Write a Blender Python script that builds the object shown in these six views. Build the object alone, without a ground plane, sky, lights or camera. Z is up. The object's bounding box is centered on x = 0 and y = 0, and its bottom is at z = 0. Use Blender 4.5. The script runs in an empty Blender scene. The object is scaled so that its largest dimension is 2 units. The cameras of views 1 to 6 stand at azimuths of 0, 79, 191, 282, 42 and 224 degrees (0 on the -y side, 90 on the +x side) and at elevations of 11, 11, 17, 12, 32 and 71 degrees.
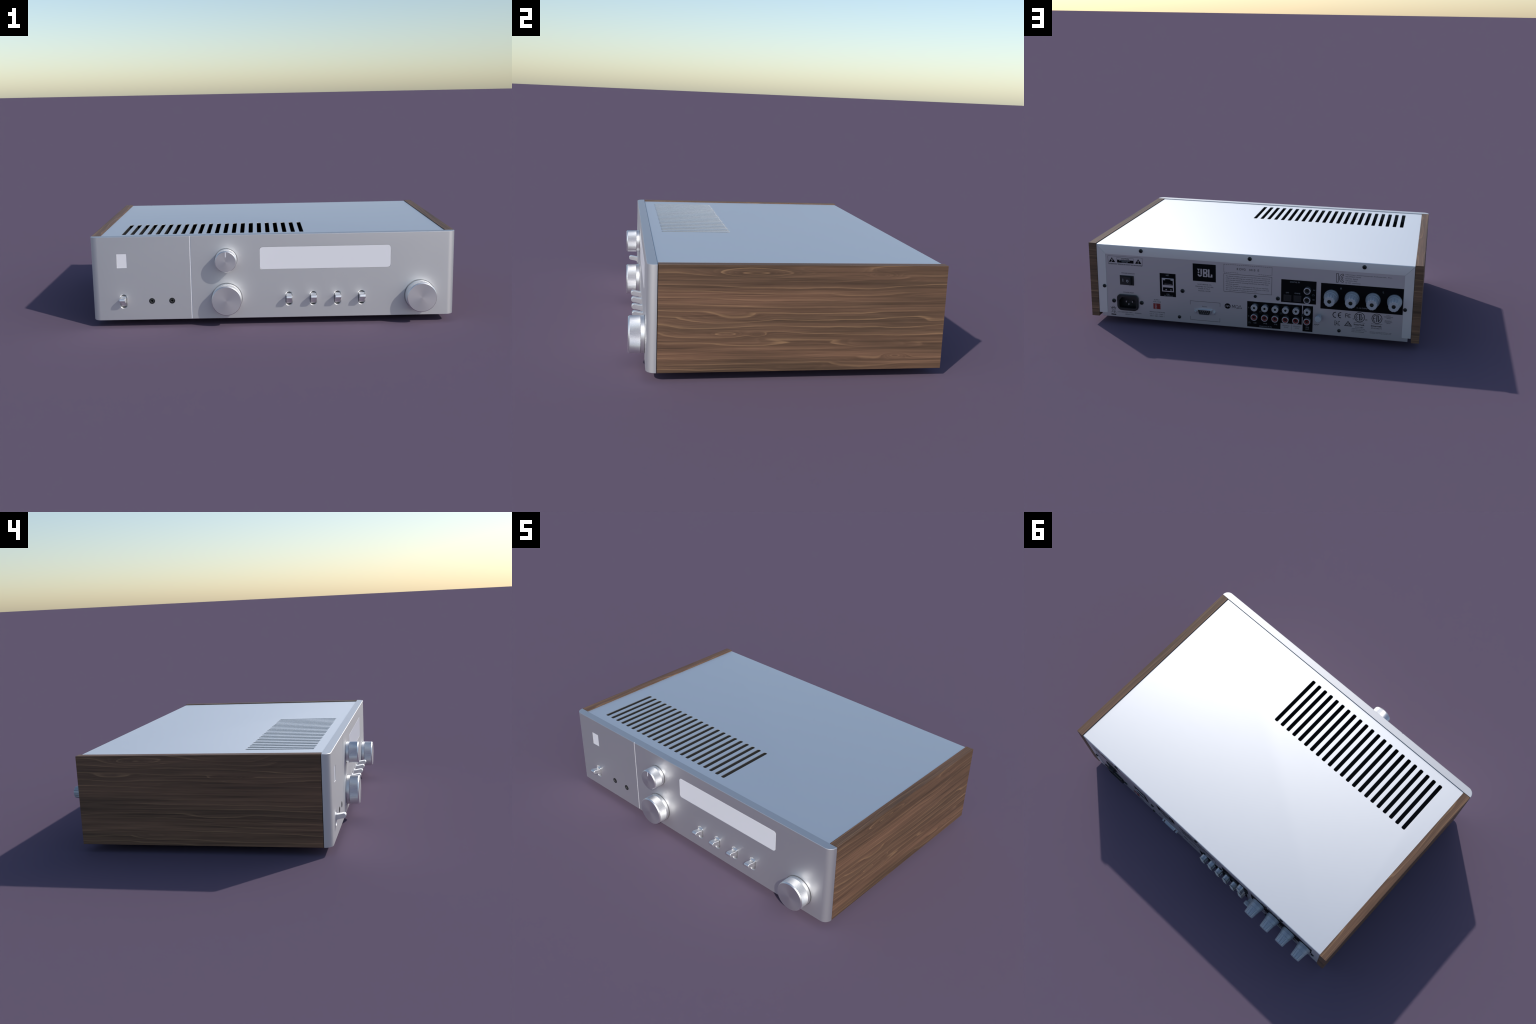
import bpy, bmesh, math, random
from mathutils import Vector, Matrix
random.seed(7)

# ------------------------------------------------------------------ sizes
PLATE_FRONT, PLATE_BACK = -0.660, -0.617
BOTTOM, TOP = 0.040, 0.508           # front plate and wooden cheeks
COVER_Z = 0.5031                      # upper face of the metal cover
REAR = 0.641                          # face of the connector panel
FLANGE = 0.644                        # face of the cover's folded rim
BASE = 0.634                          # where the rear sockets are rooted
PI = math.pi

# ------------------------------------------------------------------ materials
def material(name):
    m = bpy.data.materials.new(name)
    m.use_nodes = True
    nt = m.node_tree
    return m, nt, nt.nodes["Principled BSDF"]

def node(nt, kind, **props):
    n = nt.nodes.new(kind)
    for k, v in props.items():
        setattr(n, k, v)
    return n

def plain(name, colour, rough=0.5, metal=0.0, spec=0.5):
    m, nt, b = material(name)
    b.inputs["Base Color"].default_value = (*colour, 1)
    b.inputs["Roughness"].default_value = rough
    b.inputs["Metallic"].default_value = metal
    b.inputs["Specular IOR Level"].default_value = spec
    return m

def brushed(name, colour, rough, metal=1.0, grain=0.03, scale=(40, 40, 40)):
    """aluminium: a faint fine grain in the roughness and the tone"""
    m, nt, b = material(name)
    tc = node(nt, "ShaderNodeTexCoord")
    mp = node(nt, "ShaderNodeMapping")
    mp.inputs["Scale"].default_value = scale
    nz = node(nt, "ShaderNodeTexNoise")
    nz.inputs["Scale"].default_value = 6.0
    nz.inputs["Detail"].default_value = 3.0
    nt.links.new(tc.outputs["Object"], mp.inputs["Vector"])
    nt.links.new(mp.outputs["Vector"], nz.inputs["Vector"])
    mr = node(nt, "ShaderNodeMapRange")
    mr.inputs["To Min"].default_value = rough - grain
    mr.inputs["To Max"].default_value = rough + grain
    nt.links.new(nz.outputs["Fac"], mr.inputs["Value"])
    nt.links.new(mr.outputs["Result"], b.inputs["Roughness"])
    b.inputs["Base Color"].default_value = (*colour, 1)
    b.inputs["Metallic"].default_value = metal
    return m

KNOTS = ((1, -0.20, 0.472, 0.17, 0.020, 0.16), (1, -0.19, 0.205, 0.035, 0.008, 0.09), (1, -0.32, 0.208, 0.06, 0.010, 0.08),
         (1, 0.35, 0.465, 0.06, 0.012, 0.10), (1, 0.43, 0.105, 0.05, 0.014, -0.10),
         (-1, 0.33, 0.478, 0.13, 0.018, 0.15), (-1, -0.10, 0.395, 0.05, 0.008, 0.08), (-1, -0.22, 0.395, 0.05, 0.008, 0.08))

def walnut():
    m, nt, b = material("walnut_veneer")
    L = nt.links.new
    tc = node(nt, "ShaderNodeTexCoord")
    # veneer lies along y on every face: on the narrow top the figure runs across x instead of z,
    # and the two cheeks are cut from different places
    so = node(nt, "ShaderNodeSeparateXYZ")
    L(tc.outputs["Object"], so.inputs[0])
    ge = node(nt, "ShaderNodeNewGeometry")
    sn = node(nt, "ShaderNodeSeparateXYZ")
    L(ge.outputs["True Normal"], sn.inputs[0])
    def op(kind, a, c=None):
        n = node(nt, "ShaderNodeMath", operation=kind)
        for i, v in enumerate((a, c)):
            if isinstance(v, (int, float)):
                n.inputs[i].default_value = v
            elif v is not None:
                L(v, n.inputs[i])
        return n.outputs[0]
    flat = op("GREATER_THAN", op("ABSOLUTE", sn.outputs["Z"]), 0.7)
    zz = op("ADD", op("MULTIPLY", so.outputs["Z"], op("SUBTRACT", 1.0, flat)), op("MULTIPLY", so.outputs["X"], flat))
    cb = node(nt, "ShaderNodeCombineXYZ")
    L(op("MULTIPLY", op("SIGN", so.outputs["X"]), 1.9), cb.inputs[0])
    L(op("ADD", so.outputs["Y"], op("MULTIPLY", so.outputs["X"], 0.5)), cb.inputs[1])
    L(zz, cb.inputs[2])
    coord = cb.outputs[0]
    def mapped(scale, loc=(0, 0, 0)):
        mp = node(nt, "ShaderNodeMapping")
        mp.inputs["Scale"].default_value = scale
        mp.inputs["Location"].default_value = loc
        L(coord, mp.inputs["Vector"])
        return mp.outputs["Vector"]
    def noise(vec, scale, detail, rough=0.5, dist=0.0):
        n = node(nt, "ShaderNodeTexNoise")
        n.inputs["Scale"].default_value = scale
        n.inputs["Detail"].default_value = detail
        n.inputs["Roughness"].default_value = rough
        n.inputs["Distortion"].default_value = dist
        L(vec, n.inputs["Vector"])
        return n.outputs["Fac"]
    def math_(op, a, c=None, clamp=False):
        n = node(nt, "ShaderNodeMath", operation=op, use_clamp=clamp)
        for i, v in enumerate((a, c)):
            if v is None:
                continue
            if isinstance(v, (int, float)):
                n.inputs[i].default_value = v
            else:
                L(v, n.inputs[i])
        return n.outputs[0]
    def ramp(fac, stops):
        r = node(nt, "ShaderNodeValToRGB")
        e = r.color_ramp.elements
        while len(e) > 1:
            e.remove(e[-1])
        e[0].position, e[0].color = stops[0][0], (*stops[0][1], 1)
        for p, c in stops[1:]:
            x = e.new(p)
            x.color = (*c, 1)
        L(fac, r.inputs["Fac"])
        return r.outputs["Color"]
    def mix(fac, a, c, mode="MIX"):
        n = node(nt, "ShaderNodeMix", data_type="RGBA", blend_type=mode)
        if isinstance(fac, (int, float)):
            n.inputs[0].default_value = fac
        else:
            L(fac, n.inputs[0])
        for sock, v in ((n.inputs[6], a), (n.inputs[7], c)):
            if isinstance(v, tuple):
                sock.default_value = (*v, 1)
            else:
                L(v, sock)
        return n.outputs[2]
    g = lambda v: (v, v, v)
    # growth rings: contour lines of a smooth field stretched along the board,
    # nearly level, with a few swellings that close into eyes
    calm = math_("MULTIPLY", noise(mapped((3.0, 0.60, 5.0), (0.3, 0.9, 0.2)), 1.0, 2.0, 0.35), 0.30)
    swell = ramp(noise(mapped((2.0, 1.3, 9.5), (3.1, 0.4, 1.3)), 1.0, 1.0), [(0.56, g(0)), (0.78, g(1))])
    swell = math_("MULTIPLY", swell, 0.10)
    drift = math_("MULTIPLY", noise(mapped((5, 5.0, 20), (1.7, 0, 0)), 1.0, 3.0, 0.45), 0.035)
    sep = node(nt, "ShaderNodeSeparateXYZ")
    L(coord, sep.inputs[0])
    tilt = math_("MULTIPLY", sep.outputs["Z"], 2.3)
    eyes = None                       # knots: (cheek, y, z, half length, half height, strength)
    for cheek, ky, kz, ly, lz, amp in KNOTS:
        dy = op("DIVIDE", op("SUBTRACT", so.outputs["Y"], ky), ly)
        dz = op("DIVIDE", op("SUBTRACT", so.outputs["Z"], kz), lz)
        d2 = op("ADD", op("MULTIPLY", dy, dy), op("MULTIPLY", dz, dz))
        side = op("GREATER_THAN", op("MULTIPLY", so.outputs["X"], cheek), 0.0)
        bump = op("MULTIPLY", op("MULTIPLY", op("EXPONENT", op("MULTIPLY", d2, -1.0)), amp), side)
        eyes = bump if eyes is None else op("ADD", eyes, bump)
    total = math_("ADD", math_("ADD", math_("ADD", math_("ADD", calm, swell), eyes), drift), tilt)
    rings = math_("FRACT", math_("MULTIPLY", total, 14.0))
    fine = math_("FRACT", math_("MULTIPLY", total, 47.0))
    fibre = noise(mapped((60, 5.0, 330)), 1.0, 4.0, 0.65)
    streak = noise(mapped((14, 1.3, 85), (0, 4.1, 0)), 1.0, 5.0, 0.6, 0.3)
    broad = noise(mapped((3.5, 0.8, 13), (5, 0, 2)), 1.0, 3.0, 0.5)
    base = mix(ramp(broad, [(0.36, g(0)), (0.66, g(1))]), (0.121, 0.071, 0.042), (0.205, 0.110, 0.065))
    ringtone = ramp(rings, [(0.0, g(1.12)), (0.12, g(1.04)), (0.55, g(0.96)), (0.90, g(0.86)), (0.97, g(1.0)), (1.0, g(1.12))])
    col = mix(1.0, base, ringtone, "MULTIPLY")
    col = mix(1.0, col, ramp(fine, [(0.0, g(1.10)), (0.2, g(1.02)), (0.8, g(0.92)), (1.0, g(1.10))]), "MULTIPLY")
    col = mix(1.0, col, ramp(streak, [(0.28, g(0.60)), (0.44, g(0.93)), (0.58, g(1.10)), (0.75, g(1.38))]), "MULTIPLY")
    # pale soft lines where some rings end
    pale = ramp(rings, [(0.0, g(1)), (0.06, g(0.6)), (0.17, g(0)), (0.955, g(0)), (1.0, g(1))])
    some = ramp(noise(mapped((4, 0.8, 13), (0, 8, 3)), 1.0, 2.0), [(0.38, g(0)), (0.58, g(1))])
    patchy = ramp(noise(mapped((30, 3.0, 160), (9, 1, 0)), 1.0, 3.0), [(0.3, g(0.45)), (0.6, g(1))])
    col = mix(math_("MULTIPLY", math_("MULTIPLY", math_("MULTIPLY", pale, some), patchy), 0.80), col, (0.355, 0.210, 0.108))
    hair = noise(mapped((30, 2.4, 210), (4, 2, 5)), 1.0, 4.0, 0.6)
    col = mix(1.0, col, ramp(hair, [(0.30, g(0.78)), (0.5, g(1.0)), (0.70, g(1.22))]), "MULTIPLY")
    # dark pores and mineral lines
    dark = ramp(noise(mapped((10, 0.9, 60), (2, 1, 7)), 1.0, 3.0, 0.55), [(0.25, g(1)), (0.36, g(0))])
    col = mix(math_("MULTIPLY", dark, 0.55), col, (0.050, 0.029, 0.021))
    col = mix(1.0, col, ramp(fibre, [(0.25, g(0.84)), (0.75, g(1.14))]), "MULTIPLY")
    L(col, b.inputs["Base Color"])
    b.inputs["Roughness"].default_value = 0.55
    b.inputs["Specular IOR Level"].default_value = 0.35
    bp = node(nt, "ShaderNodeBump")
    bp.inputs["Strength"].default_value = 0.05
    bp.inputs["Distance"].default_value = 0.002
    L(fibre, bp.inputs["Height"])
    L(bp.outputs["Normal"], b.inputs["Normal"])
    return m

def turned_metal(name, colour, rough, aniso):
    """lathe-turned face: anisotropic gloss around the local y axis"""
    m, nt, b = material(name)
    tg = node(nt, "ShaderNodeTangent", direction_type="RADIAL", axis="Y")
    nt.links.new(tg.outputs["Tangent"], b.inputs["Tangent"])
    b.inputs["Base Color"].default_value = (*colour, 1)
    b.inputs["Metallic"].default_value = 1.0
    b.inputs["Roughness"].default_value = rough
    b.inputs["Anisotropic"].default_value = aniso
    return m

ALU = brushed("satin_aluminium", (0.71, 0.71, 0.72), 0.58)
COVER = brushed("cover_aluminium", (0.92, 0.92, 0.92), 0.58)
KNOB = brushed("bright_aluminium", (0.88, 0.88, 0.885), 0.43, grain=0.01)
TURNED = turned_metal("turned_aluminium", (0.62, 0.60, 0.63), 0.55, 0.18)
PANEL = brushed("panel_metal", (0.565, 0.56, 0.585), 0.50)
RIM = brushed("rim_metal", (0.74, 0.745, 0.75), 0.58)
NICKEL = brushed("nickel_metal", (0.60, 0.62, 0.64), 0.42, grain=0.02)
POST = brushed("terminal_metal", (0.46, 0.49, 0.53), 0.55, metal=0.5)
WOOD = walnut()
GLASS = plain("pale_window", (0.80, 0.80, 0.84), 0.40)
BLACK = plain("black_plastic", (0.010, 0.011, 0.013), 0.42)
SOCKET = plain("dark_socket", (0.012, 0.012, 0.013), 0.6)
SCREW = plain("black_steel", (0.028, 0.032, 0.035), 0.40, 0.6)
INK = plain("black_ink", (0.0035, 0.0035, 0.005), 0.7, spec=0.1)
GREYINK = plain("grey_ink", (0.075, 0.075, 0.085), 0.55, spec=0.3)
WHITEINK = plain("white_ink", (0.50, 0.50, 0.53), 0.6)
DULLINK = plain("dull_white_ink", (0.22, 0.22, 0.24), 0.6)
RED = plain("red_plastic", (0.23, 0.012, 0.012), 0.5)
DARKENED_RED = plain("shadow_darkened_red", (0.14, 0.003, 0.004), 0.5)  # red taken down in colour to carry the shadow inside the sockets
WHITE = plain("white_plastic", (0.42, 0.42, 0.43), 0.45)
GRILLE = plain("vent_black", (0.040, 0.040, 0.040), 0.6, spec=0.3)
RUBBER = plain("black_rubber", (0.015, 0.015, 0.016), 0.7)
HOLE = plain("dark_interior", (0.006, 0.006, 0.006), 0.8, spec=0.1)

# ------------------------------------------------------------------ geometry helpers
ROOT = bpy.data.objects.new("stereo_amplifier", None)
bpy.context.scene.collection.objects.link(ROOT)
ROOT["label"] = "silver stereo amplifier with walnut side panels and round knobs"
ROOT["category"] = "audio amplifier"

def add(name, mesh, parent=None, loc=(0, 0, 0)):
    o = bpy.data.objects.new(name, mesh)
    bpy.context.scene.collection.objects.link(o)
    o.parent = parent or ROOT
    o.location = loc
    return o

def finish(mesh, angle=35):
    for p in mesh.polygons:
        p.use_smooth = True
    mesh.set_sharp_from_angle(angle=math.radians(angle))
    mesh.update()
    return mesh

class Shape:
    """collects pieces (with a material each) into one mesh"""
    def __init__(self):
        self.v, self.f, self.m, self.mats = [], [], [], []
    def slot(self, mat):
        if mat not in self.mats:
            self.mats.append(mat)
        return self.mats.index(mat)
    def raw(self, verts, faces, mat):
        k, b = self.slot(mat), len(self.v)
        self.v += [tuple(p) for p in verts]
        for f in faces:
            self.f.append([i + b for i in f])
            self.m.append(k)
        return self
    def box(self, x0, x1, y0, y1, z0, z1, mat):
        x0, x1 = sorted((x0, x1)); y0, y1 = sorted((y0, y1)); z0, z1 = sorted((z0, z1))
        v = [(x, y, z) for x in (x0, x1) for y in (y0, y1) for z in (z0, z1)]
        f = [(0, 1, 3, 2), (4, 6, 7, 5), (0, 4, 5, 1), (2, 3, 7, 6), (0, 2, 6, 4), (1, 5, 7, 3)]
        return self.raw(v, f, mat)
    def loft(self, loops, mat, close0=True, close1=True):
        """rings of equal length, joined; ends capped"""
        n = len(loops[0])
        v = [p for l in loops for p in l]
        f = []
        for k in range(len(loops) - 1):
            for i in range(n):
                j = (i + 1) % n
                f.append((k * n + i, k * n + j, (k + 1) * n + j, (k + 1) * n + i))
        if close0:
            f.append(tuple(reversed(range(n))))
        if close1:
            f.append(tuple((len(loops) - 1) * n + i for i in range(n)))
        return self.raw(v, f, mat)
    def prism(self, outline, y0, y1, mat, chamfer=0.0):
        """xz outline pushed out from y0 to y1; the y1 end may be chamfered"""
        if not chamfer:
            loops = [[(x, y, z) for x, z in outline] for y in (y0, y1)]
        else:
            s = 1 if y1 > y0 else -1
            small = inset(outline, chamfer)
            loops = [[(x, y0, z) for x, z in outline], [(x, y1 - s * chamfer, z) for x, z in outline],
                     [(x, y1, z) for x, z in small]]
        return self.loft(loops, mat)
    def lathe(self, profile, mat, cx=0, cz=0, seg=48, caps=(True, True)):
        """profile of (radius, y) around an axis along y"""
        loops = [[(cx + r * math.cos(2 * PI * i / seg), y, cz + r * math.sin(2 * PI * i / seg)) for i in range(seg)]
                 for r, y in profile]
        return self.loft(loops, mat, *caps)
    def tube(self, r0, r1, y0, y1, mat, cx=0, cz=0, seg=48):
        """ring: outer r1, inner r0, between y0 and y1 (closed)"""
        prof = [(r0, y0), (r1, y0), (r1, y1), (r0, y1), (r0, y0)]
        return self.lathe(prof, mat, cx, cz, seg, (False, False))
    def stroke(self, pts, w, y, mat, t=0.0006, closed=False):
        """flat printed line of width w through xz points, standing t proud of y"""
        pts = list(pts) + ([pts[0]] if closed else [])
        for a, b in zip(pts[:-1], pts[1:]):
            d = Vector((b[0] - a[0], b[1] - a[1]))
            if d.length < 1e-9:
                continue
            d.normalize()
            n = Vector((-d.y, d.x)) * w / 2
            e = d * w * 0.42
            q = [(a[0] - e.x + n.x, a[1] - e.y + n.y), (a[0] - e.x - n.x, a[1] - e.y - n.y),
                 (b[0] + e.x - n.x, b[1] + e.y - n.y), (b[0] + e.x + n.x, b[1] + e.y + n.y)]
            self.prism(q, y, y + t, mat)
        return self
    def arc(self, cx, cz, r, a0, a1, w, y, mat, t=0.0006, seg=28):
        """flat printed arc (degrees); one closed ribbon"""
        full = abs(a1 - a0) >= 359.9
        k = [math.radians(a0 + (a1 - a0) * i / seg) for i in range(seg + (0 if full else 1))]
        o = [(cx + (r + w / 2) * math.cos(a), cz + (r + w / 2) * math.sin(a)) for a in k]
        i_ = [(cx + (r - w / 2) * math.cos(a), cz + (r - w / 2) * math.sin(a)) for a in k]
        n = len(k)
        v = [(x, yy, z) for yy in (y, y + t) for x, z in o + i_]
        f = []
        for j in range(n if full else n - 1):
            e = (j + 1) % n
            f += [(2 * n + j, 2 * n + e, 3 * n + e, 3 * n + j), (j, n + j, n + e, e),
                  (j, e, 2 * n + e, 2 * n + j), (n + j, 3 * n + j, 3 * n + e, n + e)]
        if not full:
            for j in (0, n - 1):
                f.append((j, 2 * n + j, 3 * n + j, n + j))
        return self.raw(v, f, mat)
    def text(self, body, xl, xr, zb, zt, y, mat, t=0.0006, bold=0.0):
        """built-in lettering fitted into a box on the rear (read from +y: xl > xr)"""
        c = bpy.data.curves.new("lettering", "FONT")
        c.body = body
        c.size = 1.0
        c.offset = bold
        c.resolution_u = 2
        o = bpy.data.objects.new("lettering", c)
        bpy.context.scene.collection.objects.link(o)
        dg = bpy.context.evaluated_depsgraph_get()
        me = bpy.data.meshes.new_from_object(o.evaluated_get(dg))
        bpy.data.objects.remove(o)
        bpy.data.curves.remove(c)
        if not me.vertices:
            return self
        bm = bmesh.new()
        bm.from_mesh(me)
        bpy.data.meshes.remove(me)
        xs = [v.co.x for v in bm.verts]; zs = [v.co.y for v in bm.verts]
        ax, bx, az, bz = min(xs), max(xs), min(zs), max(zs)
        r = bmesh.ops.extrude_face_region(bm, geom=bm.faces[:])
        top = {g for g in r["geom"] if isinstance(g, bmesh.types.BMVert)}
        for v in bm.verts:
            u = (v.co.x - ax) / max(bx - ax, 1e-6)
            w = (v.co.y - az) / max(bz - az, 1e-6)
            v.co = (xl + (xr - xl) * u, y + (t if v in top else 0), zb + (zt - zb) * w)
        bmesh.ops.recalc_face_normals(bm, faces=bm.faces[:])
        bm.verts.index_update()
        self.raw([v.co[:] for v in bm.verts], [[v.index for v in f.verts] for f in bm.faces], mat)
        bm.free()
        return self
    def mesh(self, name, angle=35, weld=True):
        me = bpy.data.meshes.new(name)
        me.from_pydata(self.v, [], self.f)
        for mt in self.mats:
            me.materials.append(mt)
        me.polygons.foreach_set("material_index", self.m)
        bm = bmesh.new()
        bm.from_mesh(me)
        bmesh.ops.recalc_face_normals(bm, faces=bm.faces[:])
        bm.to_mesh(me)
        bm.free()
        return finish(me, angle)
    def put(self, name, parent=None, loc=(0, 0, 0), angle=35, stuff=False):
        o = add(name, self.mesh(name, angle), parent, loc)
        if stuff:
            o["kind"] = "stuff"
        return o

def inset(outline, d):
    """convex-ish outline moved inward by d"""
    n = len(outline)
    area = sum(outline[i][0] * outline[(i + 1) % n][1] - outline[(i + 1) % n][0] * outline[i][1] for i in range(n))
    s = 1 if area > 0 else -1
    out = []
    for i in range(n):
        p, q, r = Vector(outline[i - 1]), Vector(outline[i]), Vector(outline[(i + 1) % n])
        a = (q - p).normalized(); b = (r - q).normalized()
        na, nb = Vector((-a.y, a.x)) * s, Vector((-b.y, b.x)) * s
        m = na + nb
        m = m / max(m.length_squared, 1e-9) * 2
        out.append((q.x + m.x * d, q.y + m.y * d))
    return out

def round_rect(cx, cz, w, h, r, seg=6):
    """r: one radius, or four (top right, top left, bottom left, bottom right)"""
    rs = (r,) * 4 if isinstance(r, (int, float)) else r
    out = []
    for k, (sx, sz) in enumerate(((1, 1), (-1, 1), (-1, -1), (1, -1))):
        q = rs[k]
        ox, oz = cx + sx * (w / 2 - q), cz + sz * (h / 2 - q)
        for i in range(seg + 1):
            a = PI / 2 * k + PI / 2 * i / seg
            out.append((ox + q * math.cos(a), oz + q * math.sin(a)))
    return out

def stadium(cx, cz, w, h, seg=12):
    return round_rect(cx, cz, w, h, min(w, h) / 2 - 1e-5, seg)

def rect(x0, x1, z0, z1):
    return [(x0, z0), (x1, z0), (x1, z1), (x0, z1)]

def carve(target, cutters, angle=35):
    """subtract the cutter shapes (exact boolean), keep the result as plain mesh"""
    tmp = []
    for i, sh in enumerate(cutters):
        c = add("cutter", sh.mesh("cutter"))
        tmp.append(c)
    col = bpy.data.collections.new("cutters")
    bpy.context.scene.collection.children.link(col)
    for c in tmp:
        bpy.context.scene.collection.objects.unlink(c)
        col.objects.link(c)
    m = target.modifiers.new("cut", "BOOLEAN")
    m.operation, m.solver, m.operand_type, m.collection = "DIFFERENCE", "EXACT", "COLLECTION", col
    m.material_mode = "TRANSFER"
    dg = bpy.context.evaluated_depsgraph_get()
    me = bpy.data.meshes.new_from_object(target.evaluated_get(dg))
    target.modifiers.clear()
    old = target.data
    target.data = me
    bpy.data.meshes.remove(old)
    for c in tmp:
        bpy.data.objects.remove(c)
    bpy.data.collections.remove(col)
    finish(me, angle)
    return target

# ------------------------------------------------------------------ front plate
CONTROL_Z = 0.1465
TOGGLES = [-0.829, 0.0868, 0.2212, 0.3552, 0.4888]
JACKS = [-0.6722, -0.5608]

def plan(r, n, inset_d=0.0):
    """plan outline (x, y): straight back, rounded front corners"""
    x, y0, y1 = 1.0 - inset_d, PLATE_FRONT + inset_d, PLATE_BACK
    pts = [(x, y1), (-x, y1)]
    for i in range(n + 1):
        a = PI + PI / 2 * i / n
        pts.append((-x + r + r * math.cos(a), y0 + r + r * math.sin(a)))
    for i in range(n + 1):
        a = 1.5 * PI + PI / 2 * i / n
        pts.append((x - r + r * math.cos(a), y0 + r + r * math.sin(a)))
    return pts

e = 0.0016
s = Shape()
s.loft([[(x, y, z) for x, y in plan(0.0405, 14, d)] for z, d in
        ((BOTTOM, e), (BOTTOM + e, 0), (TOP - e, 0), (TOP, e))], ALU)
front_plate = s.put("front_plate")

cuts = []
def flared(outline_fn, depth, flare, lip):
    """pocket cutter: mouth flared by a chamfer"""
    c = Shape()
    o0, o1 = outline_fn(0), outline_fn(flare)
    y = PLATE_FRONT
    ov = 0.002
    o2 = outline_fn(flare + ov * flare / lip)
    c.loft([[(x, y + depth, z) for x, z in o0], [(x, y + lip, z) for x, z in o0],
            [(x, y - ov, z) for x, z in o2]], ALU)
    return c
SLOT_W, SLOT_H = 0.0345, 0.0765
for x in TOGGLES:
    cuts.append(flared(lambda d, x=x: stadium(x, CONTROL_Z, SLOT_W + 2 * d, SLOT_H + 2 * d), 0.034, 0.0035, 0.0035))
for x in JACKS:
    c = Shape(); c.lathe([(0.0166, PLATE_FRONT - 0.01), (0.0166, PLATE_FRONT + 0.03)], ALU, x, CONTROL_Z, 40)
    cuts.append(c)
DISP = (0.2872, 0.3765, 0.7190, 0.1235)    # centre x, z, width, height
SENS = (-0.8295, 0.3755, 0.0546, 0.0786)
cuts.append(flared(lambda d: round_rect(DISP[0], DISP[1], DISP[2] + 0.002 + 2 * d, DISP[3] + 0.002 + 2 * d, 0.0165, 8), 0.0045, 0.0006, 0.0006))
cuts.append(flared(lambda d: round_rect(SENS[0], SENS[1], SENS[2] + 2 * d, SENS[3] + 2 * d, 0.001, 2), 0.0045, 0.0006, 0.0006))
c = Shape()
gx = -0.4522
c.loft([[(gx - 0.0030, PLATE_FRONT - 0.001, z), (gx + 0.0030, PLATE_FRONT - 0.001, z),
         (gx + 0.0030, PLATE_FRONT + 0.005, z), (gx - 0.0030, PLATE_FRONT + 0.005, z)] for z in (0.0, 0.6)], ALU)
cuts.append(c)
for x, z, r in ((-0.2572, 0.3737, 0.0598), (-0.2572, 0.1555, 0.0836), (0.8098, 0.1555, 0.0836)):
    c = Shape(); c.lathe([(r + 0.0030, PLATE_FRONT - 0.01), (r + 0.0030, PLATE_FRONT + 0.006)], ALU, x, z, 96)
    cuts.append(c)
carve(front_plate, cuts)

# windows
Shape().box(-0.4552, -0.4492, PLATE_FRONT + 0.0022, PLATE_FRONT + 0.0060, BOTTOM + 0.0012, TOP - 0.0012, GLASS).put("pale_groove_strip")
Shape().prism(round_rect(DISP[0], DISP[1], DISP[2], DISP[3], 0.0165, 8), PLATE_FRONT + 0.006, PLATE_FRONT - 0.0006, GLASS, 0.0004).put("display_window")
Shape().prism(round_rect(SENS[0], SENS[1], SENS[2], SENS[3], 0.001, 2), PLATE_FRONT + 0.006, PLATE_FRONT + 0.0015, GLASS).put("sensor_window")

# ------------------------------------------------------------------ knobs
def knob_mesh(r, flutes, depth, name):
    """local frame: origin on the plate face, pointing to -y"""
    sh = Shape()
    seg = flutes * 4
    k = r / 0.086
    y_face, y_ch, y_groove = -0.0728, -0.0668, -0.0190 - 0.0005
    face_r = r - 0.0046
    ring = lambda rad, y: [(rad * math.cos(2 * PI * i / seg), y, rad * math.sin(2 * PI * i / seg)) for i in range(seg)]
    def fluted(y, extra=0.0):
        out = []
        for i in range(seg):
            tri = (0.0, 0.5, 1.0, 0.5)[i % 4]
            rr = r - extra - depth * tri
            a = 2 * PI * i / seg
            out.append((rr * math.cos(a), y, rr * math.sin(a)))
        return out
    # smooth collar next to the plate
    sh.loft([ring(r - 0.0045, 0.004), ring(r - 0.0045, -0.0005), ring(r - 0.0006, -0.0010), ring(r, -0.0022), ring(r, y_groove + 0.0014), ring(r - 0.003, y_groove)],
            KNOB, True, False)
    # finely fluted grip, then bevel
    sh.loft([ring(r - 0.003, y_groove), fluted(y_groove - 0.0008), fluted(y_ch + 0.001)], KNOB, False, False)
    sh.loft([fluted(y_ch + 0.001), ring(r - 0.0004, y_ch), ring(face_r + 0.0006, y_face + 0.0004), ring(face_r, y_face)], KNOB, False, False)
    # turned face, very slightly dished rings toward the centre
    loops = [ring(face_r, y_face)]
    for t in (0.75, 0.5, 0.25, 0.02):
        loops.append(ring(face_r * t, y_face))
    sh.loft(loops, TURNED, False, True)
    me = sh.mesh(name, 28)
    bm = bmesh.new(); bm.from_mesh(me)
    bmesh.ops.remove_doubles(bm, verts=bm.verts[:], dist=1e-6)
    bmesh.ops.recalc_face_normals(bm, faces=bm.faces[:])
    bm.to_mesh(me); bm.free()
    return finish(me, 26)

big = knob_mesh(0.0824, 110, 0.0014, "control_knob")
small = knob_mesh(0.0593, 72, 0.0015, "selector_knob")
add("volume_knob", big, loc=(0.8098, PLATE_FRONT, 0.1555))
add("volume_knob", big, loc=(-0.2572, PLATE_FRONT, 0.1555))
sel = add("selector_knob", small, loc=(-0.2572, PLATE_FRONT, 0.3737))
s = Shape()
s.prism(rect(-0.0024, 0.0024, 0.0262, 0.0538), -0.0722, -0.0734, GLASS)
s.put("pointer_line", sel)

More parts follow.
